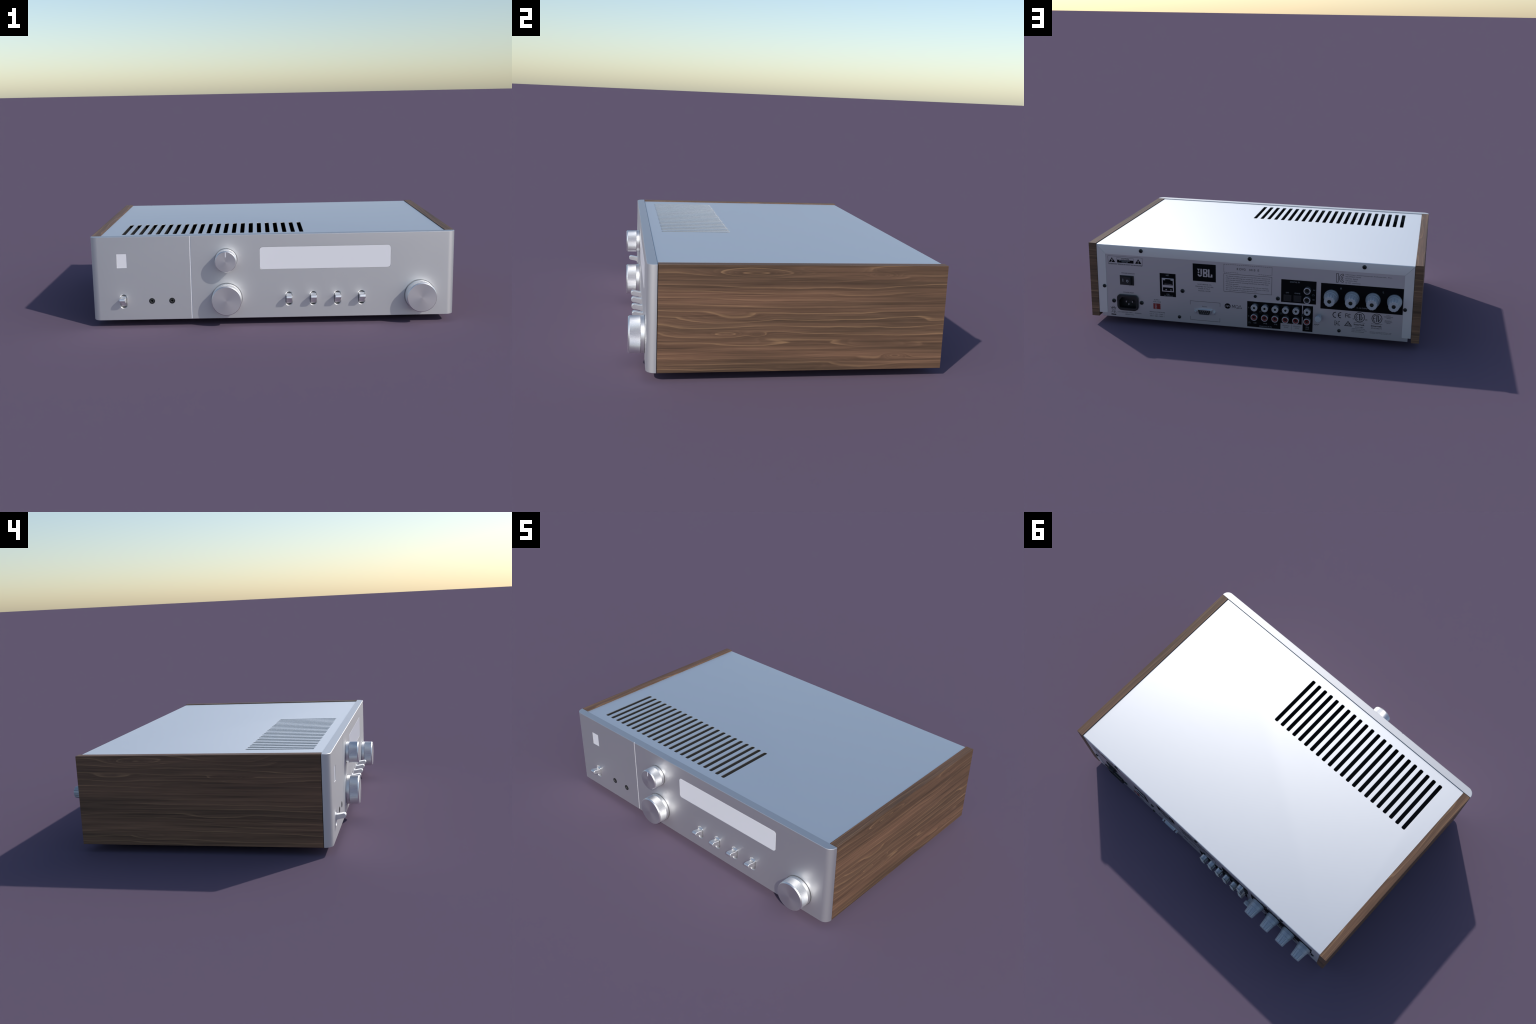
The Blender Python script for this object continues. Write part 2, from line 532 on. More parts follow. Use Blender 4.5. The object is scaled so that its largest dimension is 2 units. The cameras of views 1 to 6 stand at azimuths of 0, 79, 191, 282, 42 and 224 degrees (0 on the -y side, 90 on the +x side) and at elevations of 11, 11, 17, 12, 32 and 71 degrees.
# ------------------------------------------------------------------ toggle switches
def lever_mesh():
    """drum in the slot with a flat lever rising from it; side profile in (y, z), origin on plate face"""
    rd, yc = 0.0350, 0.0265          # drum radius and depth of its axis
    ang = math.radians(12)
    d = Vector((-math.cos(ang), math.sin(ang)))       # lever direction in (y, z)
    n = Vector((d.y, -d.x))                           # points up
    if n.y < 0:
        n = -n
    root = Vector((0.0, 0.0060))
    h, tip_r = 0.0122, 0.0122
    tip = root + d * 0.0405
    prof = []
    for i in range(19):                               # rounded tip, from top to bottom
        a = PI / 2 - PI * i / 18
        prof.append(tip + d * (tip_r * math.cos(a)) + n * (tip_r * math.sin(a)))
    # fillet from underside of the lever to the drum
    low = root - n * h
    prof.append(low + d * 0.012)
    prof.append(low + d * 0.006 - n * 0.0008)
    prof.append(low + d * 0.001 - n * 0.0035)
    for i in range(11):
        a = math.radians(222 + 60 * i / 10)
        prof.append(Vector((yc + rd * math.cos(a), rd * math.sin(a))))
    for i in range(11):
        a = math.radians(78 + 60 * i / 10)
        prof.append(Vector((yc + rd * math.cos(a), rd * math.sin(a))))
    up = root + n * h
    prof.append(up + d * 0.001 + n * 0.0035)
    prof.append(up + d * 0.006 + n * 0.0008)
    prof.append(up + d * 0.012)
    w = 0.0312 / 2
    sh = Shape()
    small_ = inset([(p.x, p.y) for p in prof], 0.0012)
    sh.loft([[(-w, y, z) for y, z in small_], [(-w + 0.0012, p.x, p.y) for p in prof],
             [(w - 0.0012, p.x, p.y) for p in prof], [(w, y, z) for y, z in small_]], KNOB)
    return sh.mesh("toggle_lever", 40)
lever = lever_mesh()
for x in TOGGLES:
    add("toggle_lever", lever, loc=(x, PLATE_FRONT, CONTROL_Z))

# ------------------------------------------------------------------ headphone jacks
sh = Shape()
sh.lathe([(0.0164, 0.02), (0.0164, -0.0008), (0.0150, -0.0016), (0.0112, -0.0016), (0.0106, 0.0010)], BLACK, seg=40, caps=(True, False))
sh.lathe([(0.0106, 0.0010), (0.0098, -0.0004), (0.0074, -0.0004), (0.0062, 0.0016)], plain("jack_ring", (0.085, 0.088, 0.09), 0.5, 0.3), seg=40, caps=(False, False))
sh.lathe([(0.0062, 0.0016), (0.0058, 0.018), (0.0001, 0.018)], SOCKET, seg=40, caps=(False, False))
jack = sh.mesh("headphone_jack")
for x in JACKS:
    add("headphone_jack", jack, loc=(x, PLATE_FRONT, CONTROL_Z))

# ------------------------------------------------------------------ wooden cheeks
for sx in (1, -1):
    e = 0.0010
    s = Shape()
    y0, y1 = -0.6138, 0.6462
    x0, x1 = 0.9530, 0.9995
    def ring_(y, d):
        return [(sx * x, y, z) for x, z in ((x0 + d, BOTTOM + 0.0005), (x1 - d, BOTTOM + 0.0005), (x1, BOTTOM + d + 0.0005), (x1, TOP - d),
                                          (x1 - d, TOP), (x0 + d, TOP), (x0, TOP - d), (x0, BOTTOM + d + 0.0005))]
    s.loft([ring_(y0, e), ring_(y1, e)], WOOD)
    s.put("wooden_side_panel")

# ------------------------------------------------------------------ vented cover
SLOTS = [-0.8290 + 0.99295 * i / 21 for i in range(22)]
VY0, VY1, VW = -0.5605, -0.2080, 0.0240
TH = 0.0035
CX = 0.9512
s = Shape()
r = 0.0045                                            # bend into the rear rim
yb = -0.6150
bend = [(FLANGE - r + r * math.sin(PI / 2 * i / 6), COVER_Z - r + r * math.cos(PI / 2 * i / 6)) for i in range(7)]
prof = [(yb, COVER_Z)] + bend + [(FLANGE, 0.4440), (FLANGE - TH, 0.4440), (FLANGE - TH, COVER_Z - TH), (yb, COVER_Z - TH)]
# the top rim is mitred against the side rims: its lower end is shorter
def rim_x(y, z):
    return CX - max(0.0, min(1.0, (COVER_Z - 0.004 - z) / (COVER_Z - 0.004 - 0.4440))) * (CX - 0.8975) - 0.0004 if y > FLANGE - TH - 1e-4 and z < COVER_Z - 0.004 else CX
n = len(prof)
s.loft([[(rim_x(y, z), y, z) for y, z in prof], [(-rim_x(y, z), y, z) for y, z in prof]], COVER)
cover = s.put("top_cover")
vents = []
for x in SLOTS:
    c = Shape()
    o = [(px, py) for px, py in round_rect(x, (VY0 + VY1) / 2, VW, VY1 - VY0, 0.0075, 5)]
    c.loft([[(px, py, z) for px, py in o] for z in (COVER_Z - TH - 0.01, COVER_Z + 0.01)], COVER)
    vents.append(c)
carve(cover, vents)
cover.data.materials.append(RIM)                     # the rear-facing fold gets a darker base than the top
rim_slot = len(cover.data.materials) - 1
for p in cover.data.polygons:
    if p.normal.y > 0.95 and p.center.y > FLANGE - 0.001:
        p.material_index = rim_slot
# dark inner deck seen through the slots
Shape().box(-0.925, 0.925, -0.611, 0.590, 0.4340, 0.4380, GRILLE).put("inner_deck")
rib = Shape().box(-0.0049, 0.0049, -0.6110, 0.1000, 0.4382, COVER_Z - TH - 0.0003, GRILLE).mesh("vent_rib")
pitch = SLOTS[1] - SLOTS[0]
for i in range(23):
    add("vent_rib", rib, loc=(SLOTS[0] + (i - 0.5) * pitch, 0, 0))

# side sheets of the cover with their folded rims
for sx in (1, -1):
    s = Shape()
    s.box(sx * (CX - TH), sx * (CX - 0.0002), yb, FLANGE - TH - 0.0003, 0.064, COVER_Z - TH - 0.0002, COVER)
    inner, low = 0.8982, 0.0655
    rr = 0.006
    o = [(CX, COVER_Z - 0.0048), (inner, 0.4433 - 0.0004), (inner, low + rr)]
    o += [(inner + rr - rr * math.cos(PI / 2 * i / 5), low + rr - rr * math.sin(PI / 2 * i / 5)) for i in range(1, 6)]
    o += [(CX + 0.0, low)]
    s.prism([(sx * x, z) for x, z in o], FLANGE - TH, FLANGE, RIM, 0.0006)
    s.put("cover_side")

# ------------------------------------------------------------------ chassis, rear panel, feet
s = Shape()
s.box(-0.9310, 0.9310, PLATE_BACK + 0.0005, 0.6000, 0.0420, 0.0520, RIM)          # bottom tray
s.box(-0.9430, 0.9430, PLATE_BACK + 0.0005, PLATE_BACK + 0.004, 0.0524, 0.495, RIM)
s.box(-0.9310, -0.9260, PLATE_BACK + 0.004, 0.6000, 0.0524, 0.458, RIM)
s.box(0.9260, 0.9310, PLATE_BACK + 0.004, 0.6000, 0.0524, 0.458, RIM)
s.put("chassis")
s = Shape()
s.prism(round_rect(0, 0.2685, 1.8680, 0.4510, (0.001, 0.001, 0.001, 0.010), 5), 0.6004, REAR, PANEL, 0.0008)
rear_panel = s.put("rear_panel")
holes = []
for x0, x1, z0, z1 in ((0.7040, 0.8290, 0.0980, 0.1850), (0.4730, 0.5430, 0.2305, 0.3125)):
    c = Shape(); c.prism(rect(x0, x1, z0, z1), 0.590, 0.66, SOCKET)
    holes.append(c)
carve(rear_panel, holes)

foot = Shape()
foot_prof = [(0.070, 0.0), (0.0755, 0.002), (0.0770, 0.006), (0.0770, 0.036), (0.0770, 0.0418)]
seg = 64
foot.loft([[(q * math.cos(2 * PI * i / seg), q * math.sin(2 * PI * i / seg), z) for i in range(seg)] for q, z in foot_prof], RUBBER)
fm = foot.mesh("foot")
for x in (-0.78, 0.78):
    for y in (-0.46, 0.46):
        add("foot", fm, loc=(x, y, 0))

# ------------------------------------------------------------------ rear: screws
def screw_mesh(r, name):
    sh = Shape()
    sh.lathe([(r, 0.0), (r, 0.0018), (r * 0.9, 0.0045), (r * 0.62, 0.0062), (r * 0.2, 0.0068)], SCREW, seg=32, caps=(False, True))
    for a in (20, 110):
        c, q = math.cos(math.radians(a)), math.sin(math.radians(a))
        L, W = r * 0.55, r * 0.11
        o = [(c * u - q * v, q * u + c * v) for u, v in ((-L, -W), (L, -W), (L, W), (-L, W))]
        sh.prism(o, 0.003, 0.0070, HOLE)
    return sh.mesh(name, 30)
SCREWS = {}
def screw(x, z, r, y=REAR, parent=None):
    if r not in SCREWS:
        SCREWS[r] = screw_mesh(r, "screw")
    add("screw", SCREWS[r], parent, (x - (0 if y > REAR + 0.002 else 0.0016), y, z + (0 if y > REAR + 0.002 else 0.0026)))
for x in (0.6698, 0.0015, -0.6675):
    screw(x, 0.4764, 0.0125, FLANGE)
for x in (0.9110, -0.9093):
    screw(x, 0.2390, 0.0113, FLANGE)
for x, z, q in ((0.4168, 0.2419, 0.0127), (0.4394, 0.0742, 0.0106), (-0.0306, 0.2449, 0.0095), (-0.1668, 0.2426, 0.0123),
                (-0.5336, 0.0742, 0.0106), (0.8567, 0.1438, 0.0127), (0.6783, 0.1441, 0.0127)):
    screw(x, z, q)
for x, z in ((-0.0630, 0.1508), (-0.1887, 0.1510), (-0.3157, 0.1509), (0.0020, 0.0756), (-0.3772, 0.2805)):
    screw(x, z, 0.0095, REAR + 0.0006)

# ------------------------------------------------------------------ rear: printed fields
P1, P2 = REAR, REAR + 0.0007
def field(name, *rects):
    s = Shape()
    for x0, x1, z0, z1 in rects:
        s.prism(rect(x0, x1, z0, z1), REAR - 0.001, REAR + 0.0006, INK)
    return s
field("f", (-0.3939, -0.1859, 0.2240, 0.3646)).put("digital_input_field", rear_panel)
field("f", (-0.3126, 0.0178, 0.0912, 0.2119), (-0.1855, 0.0178, 0.0512, 0.09119)).put("analogue_input_field", rear_panel)
field("f", (-0.3776, -0.3180, 0.0505, 0.2119)).put("output_field", rear_panel)
field("f", (-0.8960, -0.4206, 0.2032, 0.3606)).put("speaker_field", rear_panel)
field("f", (0.4592, 0.5593, 0.1984, 0.3447)).put("network_field", rear_panel)

# maker's badge
s = field("b", (0.2095, 0.3516, 0.3123, 0.4206))
M = PANEL
s.prism([(0.3238, 0.3900), (0.3073, 0.3900), (0.3148, 0.3758), (0.3164, 0.3758)], P2, P2 + 0.0006, M)
s.prism([(0.3156 + 0.0058 * math.cos(2 * PI * i / 20), 0.3682 + 0.0048 * math.sin(2 * PI * i / 20)) for i in range(20)], P2, P2 + 0.0006, M)
# hooked first letter: stem plus half ring
s.prism(rect(0.2945, 0.3033, 0.3565, 0.3905), P2, P2 + 0.0006, M)
s.arc(0.3077, 0.3545, 0.0088, 180, 360, 0.0088, P2, M)
s.arc(0.3077, 0.3540, 0.0088, 190, 350, 0.0076, P2 - 0.0002, M)
s.prism(rect(0.3121, 0.3209, 0.3540, 0.3576), P2, P2 + 0.0006, M)
# double-bowl letter
s.prism(rect(0.2795, 0.2884, 0.3415, 0.3905), P2, P2 + 0.0006, M)
for zc, hh in ((0.3792, 0.0226), (0.3535, 0.0240)):
    zt, zb = zc + hh / 2, zc - hh / 2
    s.prism(rect(0.2680, 0.2795, zt - 0.0052, zt), P2, P2 + 0.0006, M)
    s.prism(rect(0.2680, 0.2795, zb, zb + 0.0052), P2, P2 + 0.0006, M)
    s.prism(round_rect(0.2655, zc, 0.0092, hh, (0.0002, 0.0062, 0.0062, 0.0002), 4), P2, P2 + 0.00062, M)
s.prism(rect(0.2665, 0.2795, 0.3640, 0.3690), P2, P2 + 0.0005, M)
# footed last letter
s.prism(rect(0.2479, 0.2575, 0.3415, 0.3905), P2, P2 + 0.0006, M)
s.prism(rect(0.2305, 0.2479, 0.3415, 0.3465), P2, P2 + 0.0006, M)
s.prism(rect(0.2305, 0.2398, 0.3465, 0.3597), P2, P2 + 0.0006, M)
s.put("maker_badge", rear_panel)

# ------------------------------------------------------------------ rear: lettering and marks
def label(name, *lines, mat=GREYINK, y=P1, bold=0.0):
    s = Shape()
    for body, xl, xr, zb, zt in lines:
        s.text(body, xl, xr, zb, zt, y, mat, bold=bold)
    return s
label("l", ("NORTHRIDGE, CA", 0.3234, 0.2373, 0.2885, 0.2966), ("DESIGNED IN THE USA", 0.3361, 0.2251, 0.2755, 0.2827),
      ("MADE IN P.R.C.", 0.3176, 0.2447, 0.2625, 0.2697), ("MODEL: SA750", 0.3178, 0.2439, 0.2487, 0.2559)).put("origin_lettering", rear_panel, stuff=True)

# caution block
s = label("l", ("CAUTION", 0.8010, 0.7506, 0.4110, 0.4198), ("ATTENTION : RISQUE DE CHOC, NE PAS ENLEVER", 0.8837, 0.6677, 0.3752, 0.3822), mat=INK)
s.stroke([(0.8853, 0.4295), (0.6668, 0.4295), (0.6664, 0.3812), (0.8845, 0.3838)], 0.0012, P1, GREYINK, closed=True)
s.stroke([(0.8285, 0.4085), (0.8285, 0.4210), (0.7217, 0.4210), (0.7217, 0.4088)], 0.0012, P1, GREYINK)
s.prism(rect(0.7220, 0.8270, 0.3905, 0.4087), REAR - 0.001, P2, INK)
s.text("RISK OF ELECTRIC SHOCK", 0.8130, 0.7460, 0.4015, 0.4057, P2, WHITEINK)
s.text("DO NOT OPEN", 0.7970, 0.7590, 0.3945, 0.3985, P2, WHITEINK)
for cx in (0.8598, 0.6924):
    s.prism([(cx - 0.0205, 0.3912), (cx + 0.0205, 0.3912), (cx, 0.4207)], REAR - 0.001, P2, INK)
s.stroke([(0.8575, 0.4120), (0.8635, 0.4050), (0.8545, 0.4050), (0.8650, 0.3935)], 0.0030, P2, PANEL)
s.prism([(0.6892, 0.4105), (0.6956, 0.4105), (0.6938, 0.3985), (0.6910, 0.3985)], P2, P2 + 0.0006, PANEL)
s.prism(round_rect(0.6924, 0.3945, 0.0040, 0.0040, 0.0018, 3), P2, P2 + 0.0006, PANEL)
s.put("caution_label", rear_panel, stuff=True)

# power lettering, waste-bin sign
s = label("l", ("POWER SWITCH", 0.8016, 0.7192, 0.3228, 0.3297), ("POWER INLET", 0.7946, 0.7264, 0.2003, 0.2068),
      ("110-120V/220-240V ~ 50/60Hz", 0.8368, 0.6836, 0.0700, 0.0772), ("800W max", 0.7875, 0.7319, 0.0582, 0.0645),
      ("SUPPLY", 0.6002, 0.5644, 0.1672, 0.1746), ("VOLTAGE", 0.6066, 0.5558, 0.1555, 0.1629),
      ("SWITCH POSITIONS", 0.6297, 0.5320, 0.0885, 0.0953), ("115 = 110 - 120V ~", 0.6290, 0.5334, 0.0752, 0.0822), ("230 = 220 - 240V ~", 0.6294, 0.5338, 0.0624, 0.0694))
bx = 0.8638
s.stroke([(0.8830, 0.1025), (0.8460, 0.0655)], 0.0013, P1, GREYINK)
s.stroke([(0.8450, 0.1005), (0.8800, 0.0660)], 0.0013, P1, GREYINK)
s.stroke([(bx + 0.0115, 0.0945), (bx + 0.0075, 0.0690), (bx - 0.0075, 0.0690), (bx - 0.0115, 0.0945)], 0.0016, P1, GREYINK, closed=True)
s.stroke([(bx + 0.0135, 0.0965), (bx - 0.0135, 0.0965)], 0.0028, P1, INK)
s.arc(bx, 0.0965, 0.0105, 20, 160, 0.0018, P1, INK)
s.arc(bx - 0.0062, 0.0685, 0.0022, 0, 360, 0.0022, P1, INK, seg=14)
s.prism(rect(0.8478, 0.8794, 0.0515, 0.0572), REAR - 0.001, P2, INK)
s.put("power_lettering", rear_panel, stuff=True)

# serial port frame and sign, audio-format sign
s = label("l", ("RS232", 0.2950, 0.2660, 0.1508, 0.1574))
for x, d in ((0.3706, 1), (0.1850, -1)):
    for z, k in ((0.1841, -1), (0.0632, 1)):
        xx = x if z > 0.1 else x - d * 0.0012
        s.stroke([(xx, z + k * 0.0230), (xx, z), (0.2780, z)], 0.0013, P1, INK)
s.put("serial_port_marking", rear_panel, stuff=True)
s = Shape()
s.prism([(0.1384 + 0.0182 * math.cos(2 * PI * i / 36), 0.1697 + 0.0170 * math.sin(2 * PI * i / 36)) for i in range(36)], REAR - 0.001, P2, INK)
for k in (-1, 1):
    cx = 0.1384 + k * 0.0062
    s.arc(cx, 0.1700, 0.0050, 0, 180, 0.0017, P2, PANEL, seg=12)
    s.stroke([(cx - 0.0050, 0.1700), (cx - 0.0050, 0.1640)], 0.0017, P2, PANEL)
    s.stroke([(cx + 0.0050, 0.1700), (cx + 0.0050, 0.1640)], 0.0017, P2, PANEL)
s.stroke([(0.1500, 0.1680), (0.1265, 0.1680)], 0.0013, P2, PANEL)
s.stroke([(0.1108, 0.1598), (0.1085, 0.1798), (0.1020, 0.1640), (0.0957, 0.1798), (0.0935, 0.1598)], 0.0019, P1, INK)
s.arc(0.0818, 0.1698, 0.0092, 0, 360, 0.0019, P1, INK)
s.stroke([(0.0802, 0.1640), (0.0735, 0.1588)], 0.0019, P1, INK)
s.stroke([(0.0708, 0.1598), (0.0614, 0.1798), (0.0520, 0.1598)], 0.0019, P1, INK, closed=True)
s.put("audio_format_mark", rear_panel, stuff=True)

# serial number box (dashed) and conformity text
s = label("l", ("E DV2   1015  E", 0.0811, -0.0529, 0.3995, 0.4120), mat=INK)
def dashes(p, q, y, w=0.0014, dash=0.0075, gap=0.0055):
    p, q = Vector(p), Vector(q)
    d = (q - p); L = d.length; d.normalize(); t = 0
    while t < L:
        a = p + d * t; b = p + d * min(L, t + dash)
        s.stroke([tuple(a), tuple(b)], w, y, INK)
        t += dash + gap
dashes((0.1600, 0.4300), (-0.1300, 0.4300), P1)
dashes((0.1600, 0.4300), (0.1600, 0.3810), P1, dash=0.004, gap=0.004)
dashes((-0.1300, 0.4300), (-0.1300, 0.3810), P1, dash=0.004, gap=0.004)
dashes((0.1600, 0.3810), (0.0750, 0.3810), P1)
dashes((-0.0500, 0.3810), (-0.1300, 0.3810), P1)
s.stroke([(0.1603, 0.3711), (-0.1300, 0.3711), (-0.1298, 0.2617), (0.1607, 0.2617)], 0.0015, P1, INK, closed=True)
notice = ["This device complies with part 15 of the FCC rules. Operation is", "subject to the following two conditions: (1) this device may not",
          "cause harmful interference, and (2) this device must accept any", "interference received, including interference that may cause",
          "undesired operation.", "Warning: Changes or modifications to this unit not expressly",
          "approved by the party responsible for compliance could void", "the user's authority to operate the equipment."]
widths = [1.0, 0.995, 1.0, 0.965, 0.30, 0.965, 0.975, 0.70]
for i, (t, w) in enumerate(zip(notice, widths)):
    z = 0.3585 - i * 0.01215
    s.text(t, 0.1490, 0.1490 - 0.2680 * w, z - 0.0050, z + 0.0030, P1, GREYINK)
s.put("conformity_notice", rear_panel, stuff=True)

# lettering on the black fields
Wt = dict(mat=DULLINK, y=P2)
s = label("l", ("DIGITAL IN", -0.2382, -0.2959, 0.3480, 0.3560), ("SAT", -0.2144, -0.2331, 0.2805, 0.2880), ("GAME", -0.2656, -0.2996, 0.2805, 0.2880),
      ("AV", -0.3746, -0.3881, 0.3085, 0.3155), ("BD", -0.3728, -0.3864, 0.2487, 0.2557), ("CD", -0.0215, -0.0390, 0.0745, 0.0815), ("PVR", -0.0830, -0.1050, 0.0747, 0.0817),
      ("STB", -0.1470, -0.1650, 0.0755, 0.0825), ("ANALOGUE IN", -0.0556, -0.1321, 0.0565, 0.0638), ("PRE", -0.3370, -0.3555, 0.0745, 0.0818), ("OUT", -0.3350, -0.3570, 0.0625, 0.0698),
      ("L", 0.0098, 0.0058, 0.1690, 0.1768), ("R", 0.0102, 0.0054, 0.1140, 0.1218), ("R", -0.5340, -0.5430, 0.3295, 0.3400), ("L", -0.7780, -0.7845, 0.3268, 0.3372),
      ("4 -16 OHMS", -0.6313, -0.6930, 0.2205, 0.2295), ("NET", 0.5195, 0.4995, 0.3290, 0.3378), ("USB", 0.5195, 0.5005, 0.2108, 0.2172), ("5V 1000mA", 0.5345, 0.4790, 0.2005, 0.2070), **Wt)
s.put("input_lettering", rear_panel, stuff=True)
s = label("l", ("PHONO", -0.1984, -0.2388, 0.0735, 0.0808), ("(MM)", -0.2060, -0.2320, 0.0612, 0.0695), ("PHONO", -0.2640, -0.3050, 0.0735, 0.0808), ("(MC)", -0.2720, -0.2965, 0.0612, 0.0695))
s.stroke([(-0.2506, 0.0895), (-0.2506, 0.0510)], 0.0012, P1, GREYINK)
gx = -0.3990
s.stroke([(-0.3880, 0.1022), (-0.4160, 0.1022)], 0.0014, P1, INK)
for x in (-0.3900, -0.4010, -0.4120):
    s.stroke([(x, 0.1022), (x + 0.0050, 0.0948)], 0.0014, P1, INK)
s.put("phono_lettering", rear_panel, stuff=True)

# approval marks
s = Shape()
s.arc(-0.5117, 0.1710, 0.0162, 95, -95, 0.0042, P1, INK)      # opens to -x as read from behind
s.arc(-0.5428, 0.1710, 0.0162, 95, -95, 0.0042, P1, INK)
s.stroke([(-0.5260, 0.1710), (-0.5400, 0.1710)], 0.0040, P1, INK)
s.stroke([(-0.5700, 0.1607), (-0.5700, 0.1832), (-0.5800, 0.1832)], 0.0030, P1, INK)
s.stroke([(-0.5700, 0.1722), (-0.5790, 0.1722)], 0.0028, P1, INK)
for rr in (0.0110, 0.0062):
    s.arc(-0.5920, 0.1718, rr, -130, 130, 0.0022, P1, INK)
s.text("EAC", -0.5065, -0.5375, 0.1060, 0.1352, P1, INK)
s.stroke([(-0.5855, 0.1365), (-0.5665, 0.1090), (-0.6065, 0.1090)], 0.0034, P1, INK, closed=True)
s.arc(-0.5870, 0.1175, 0.0085, 0, 360, 0.0016, P1, INK)
s.stroke([(-0.5825, 0.1185), (-0.5860, 0.1140), (-0.5935, 0.1250)], 0.0018, P1, INK)
for cx in (-0.6513, -0.7519):
    s.arc(cx, 0.1684, 0.0290, 0, 360, 0.0034, P1, INK, seg=48)
    s.arc(cx + 0.0010, 0.1684, 0.0205, -65, 65, 0.0032, P1, INK)
    s.stroke([(cx + 0.0200, 0.1684), (cx + 0.0100, 0.1684)], 0.0030, P1, INK)
    s.stroke([(cx + 0.0130, 0.1865), (cx - 0.0085, 0.1865)], 0.0028, P1, INK)
    s.stroke([(cx + 0.0005, 0.1865), (cx + 0.0005, 0.1500)], 0.0046, P1, INK)
    s.stroke([(cx - 0.0085, 0.1865), (cx - 0.0085, 0.1500)], 0.0040, P1, INK)
    s.stroke([(cx - 0.0085, 0.1510), (cx - 0.0165, 0.1590), (cx - 0.0200, 0.1720)], 0.0030, P1, INK)
    s.stroke([(cx + 0.0312, 0.1343), (cx - 0.0320, 0.1343)], 0.0014, P1, INK)
s.text("c", -0.6120, -0.6185, 0.1515, 0.1595, P1, INK)
s.text("us", -0.6835, -0.6965, 0.1515, 0.1595, P1, INK)
s.text("Intertek", -0.6197, -0.6823, 0.1165, 0.1275, P1, INK, bold=0.015)
s.text("Intertek", -0.7198, -0.7819, 0.1165, 0.1275, P1, INK, bold=0.015)
s.text("3161680", -0.6290, -0.6756, 0.1012, 0.1100, P1, GREYINK)
s.text("EPHD08674", -0.7205, -0.7811, 0.1038, 0.1118, P1, GREYINK)
for t, xl, xr, z in (("CONFORMS TO UL STD.", -0.6084, -0.6864, 0.0945), ("60065; CERTIFIED TO CSA", -0.6084, -0.6960, 0.0855), ("STD C22.2 NO.60065", -0.6080, -0.6811, 0.0765),
                     ("Complies with IEC and efficiency rules", -0.7137, -0.8394, 0.0842), ("Complies with energy standby rules", -0.7137, -0.8370, 0.0772),
                     ("ENERGY", -0.8057, -0.8312, 0.1912), ("PERFORMANCE", -0.7923, -0.8426, 0.1830), ("VERIFIED", -0.8050, -0.8310, 0.1753),
                     ("RENDEMENT", -0.7976, -0.8378, 0.1595), ("ENERGETIQUE", -0.7960, -0.8400, 0.1520), ("VERIFIE", -0.8060, -0.8300, 0.1447)):
    s.text(t, xl, xr, z - 0.0028, z + 0.0028, P1, GREYINK)
# outlined two-letter mark with its data lines
w = 0.0026
def outlined(pts):
    s.stroke(pts, w, P1, INK, closed=True)
kx = -0.5090
outlined([(kx, 0.4240), (kx - 0.0100, 0.4240), (kx - 0.0100, 0.3715), (kx, 0.3715)])
c0 = (-0.5510, 0.3978)
for rr in (0.0262, 0.0165):
    s.arc(*c0, rr, -80, 80, w, P1, INK)
s.arc(*c0, 0.0085, -70, 70, w, P1, INK)
for z in (0.4225, 0.3730):
    s.stroke([(c0[0] + 0.003, z), (c0[0] + 0.0010, 0.4145 if z > 0.4 else 0.3812)], w, P1, INK)
for k, (t, xr) in enumerate((("Harman International Industries, Inc.", -0.8259), ("EQUIPMENT: SA750", -0.6490), ("DATE: 2020", -0.6320), ("ORIGIN: PRC", -0.6280), ("ID NO. xxxxxxxx", -0.6483))):
    z = 0.4208 - k * 0.01215
    s.text(t, -0.5610, xr, z - 0.0033, z + 0.0033, P1, GREYINK)
s.put("approval_marks", rear_panel, stuff=True)

# ------------------------------------------------------------------ rear: phono sockets
def rca_mesh(core, name, length):
    sh = Shape()
    L = length
    sh.lathe([(0.0198, 0), (0.0198, 0.004), (0.0196, 0.0048), (0.0196, L - 0.0075)], NICKEL, seg=48, caps=(False, False))
    sh.lathe([(0.0196, L - 0.0075), (0.0203, L - 0.0065), (0.0203, L - 0.0012), (0.0192, L), (0.0158, L), (0.0150, L - 0.0012)], NICKEL, seg=48, caps=(False, False))
    cr = 0.0150 if core is WHITE else 0.0140
    sh.lathe([(0.0150, L - 0.0012), (cr, L - 0.0035), (0.0072, L - 0.0030 if core is WHITE else L - 0.0060)], core, seg=48, caps=(False, False))
    z0 = L - 0.0030 if core is WHITE else L - 0.0060
    sh.lathe([(0.0072, z0), (0.0060, z0 - 0.010), (0.0001, z0 - 0.012)], SOCKET, seg=32, caps=(False, False))
    return sh.mesh(name)
white_rca, red_rca, black_rca = rca_mesh(WHITE, "phono_socket", 0.041), rca_mesh(DARKENED_RED, "phono_socket", 0.041), rca_mesh(SOCKET, "phono_socket", 0.0385)
for x in (-0.0322, -0.0952, -0.1577, -0.2199, -0.2821, -0.3478):
    add("phono_socket", white_rca, loc=(x, BASE, 0.1848))
    add("phono_socket", red_rca, loc=(x, BASE, 0.1256))
for z in (0.3145, 0.2578):
    add("phono_socket", black_rca, loc=(-0.3452, BASE, z))

# optical sockets
for x, z in ((-0.2247, 0.2523), (-0.2839, 0.2526)):
    s = Shape()
    s.prism(round_rect(0, 0, 0.0470, 0.0400, 0.003, 3), 0, 0.0030, BLACK, 0.001)
    s.prism([(-0.015, -0.013), (0.015, -0.013), (0.015, 0.007), (0.009, 0.014), (-0.009, 0.014), (-0.015, 0.007)], 0.0030, 0.0038, SCREW, 0.0005)
    s.put("optical_socket", loc=(x - 0.001, REAR, z + 0.002))

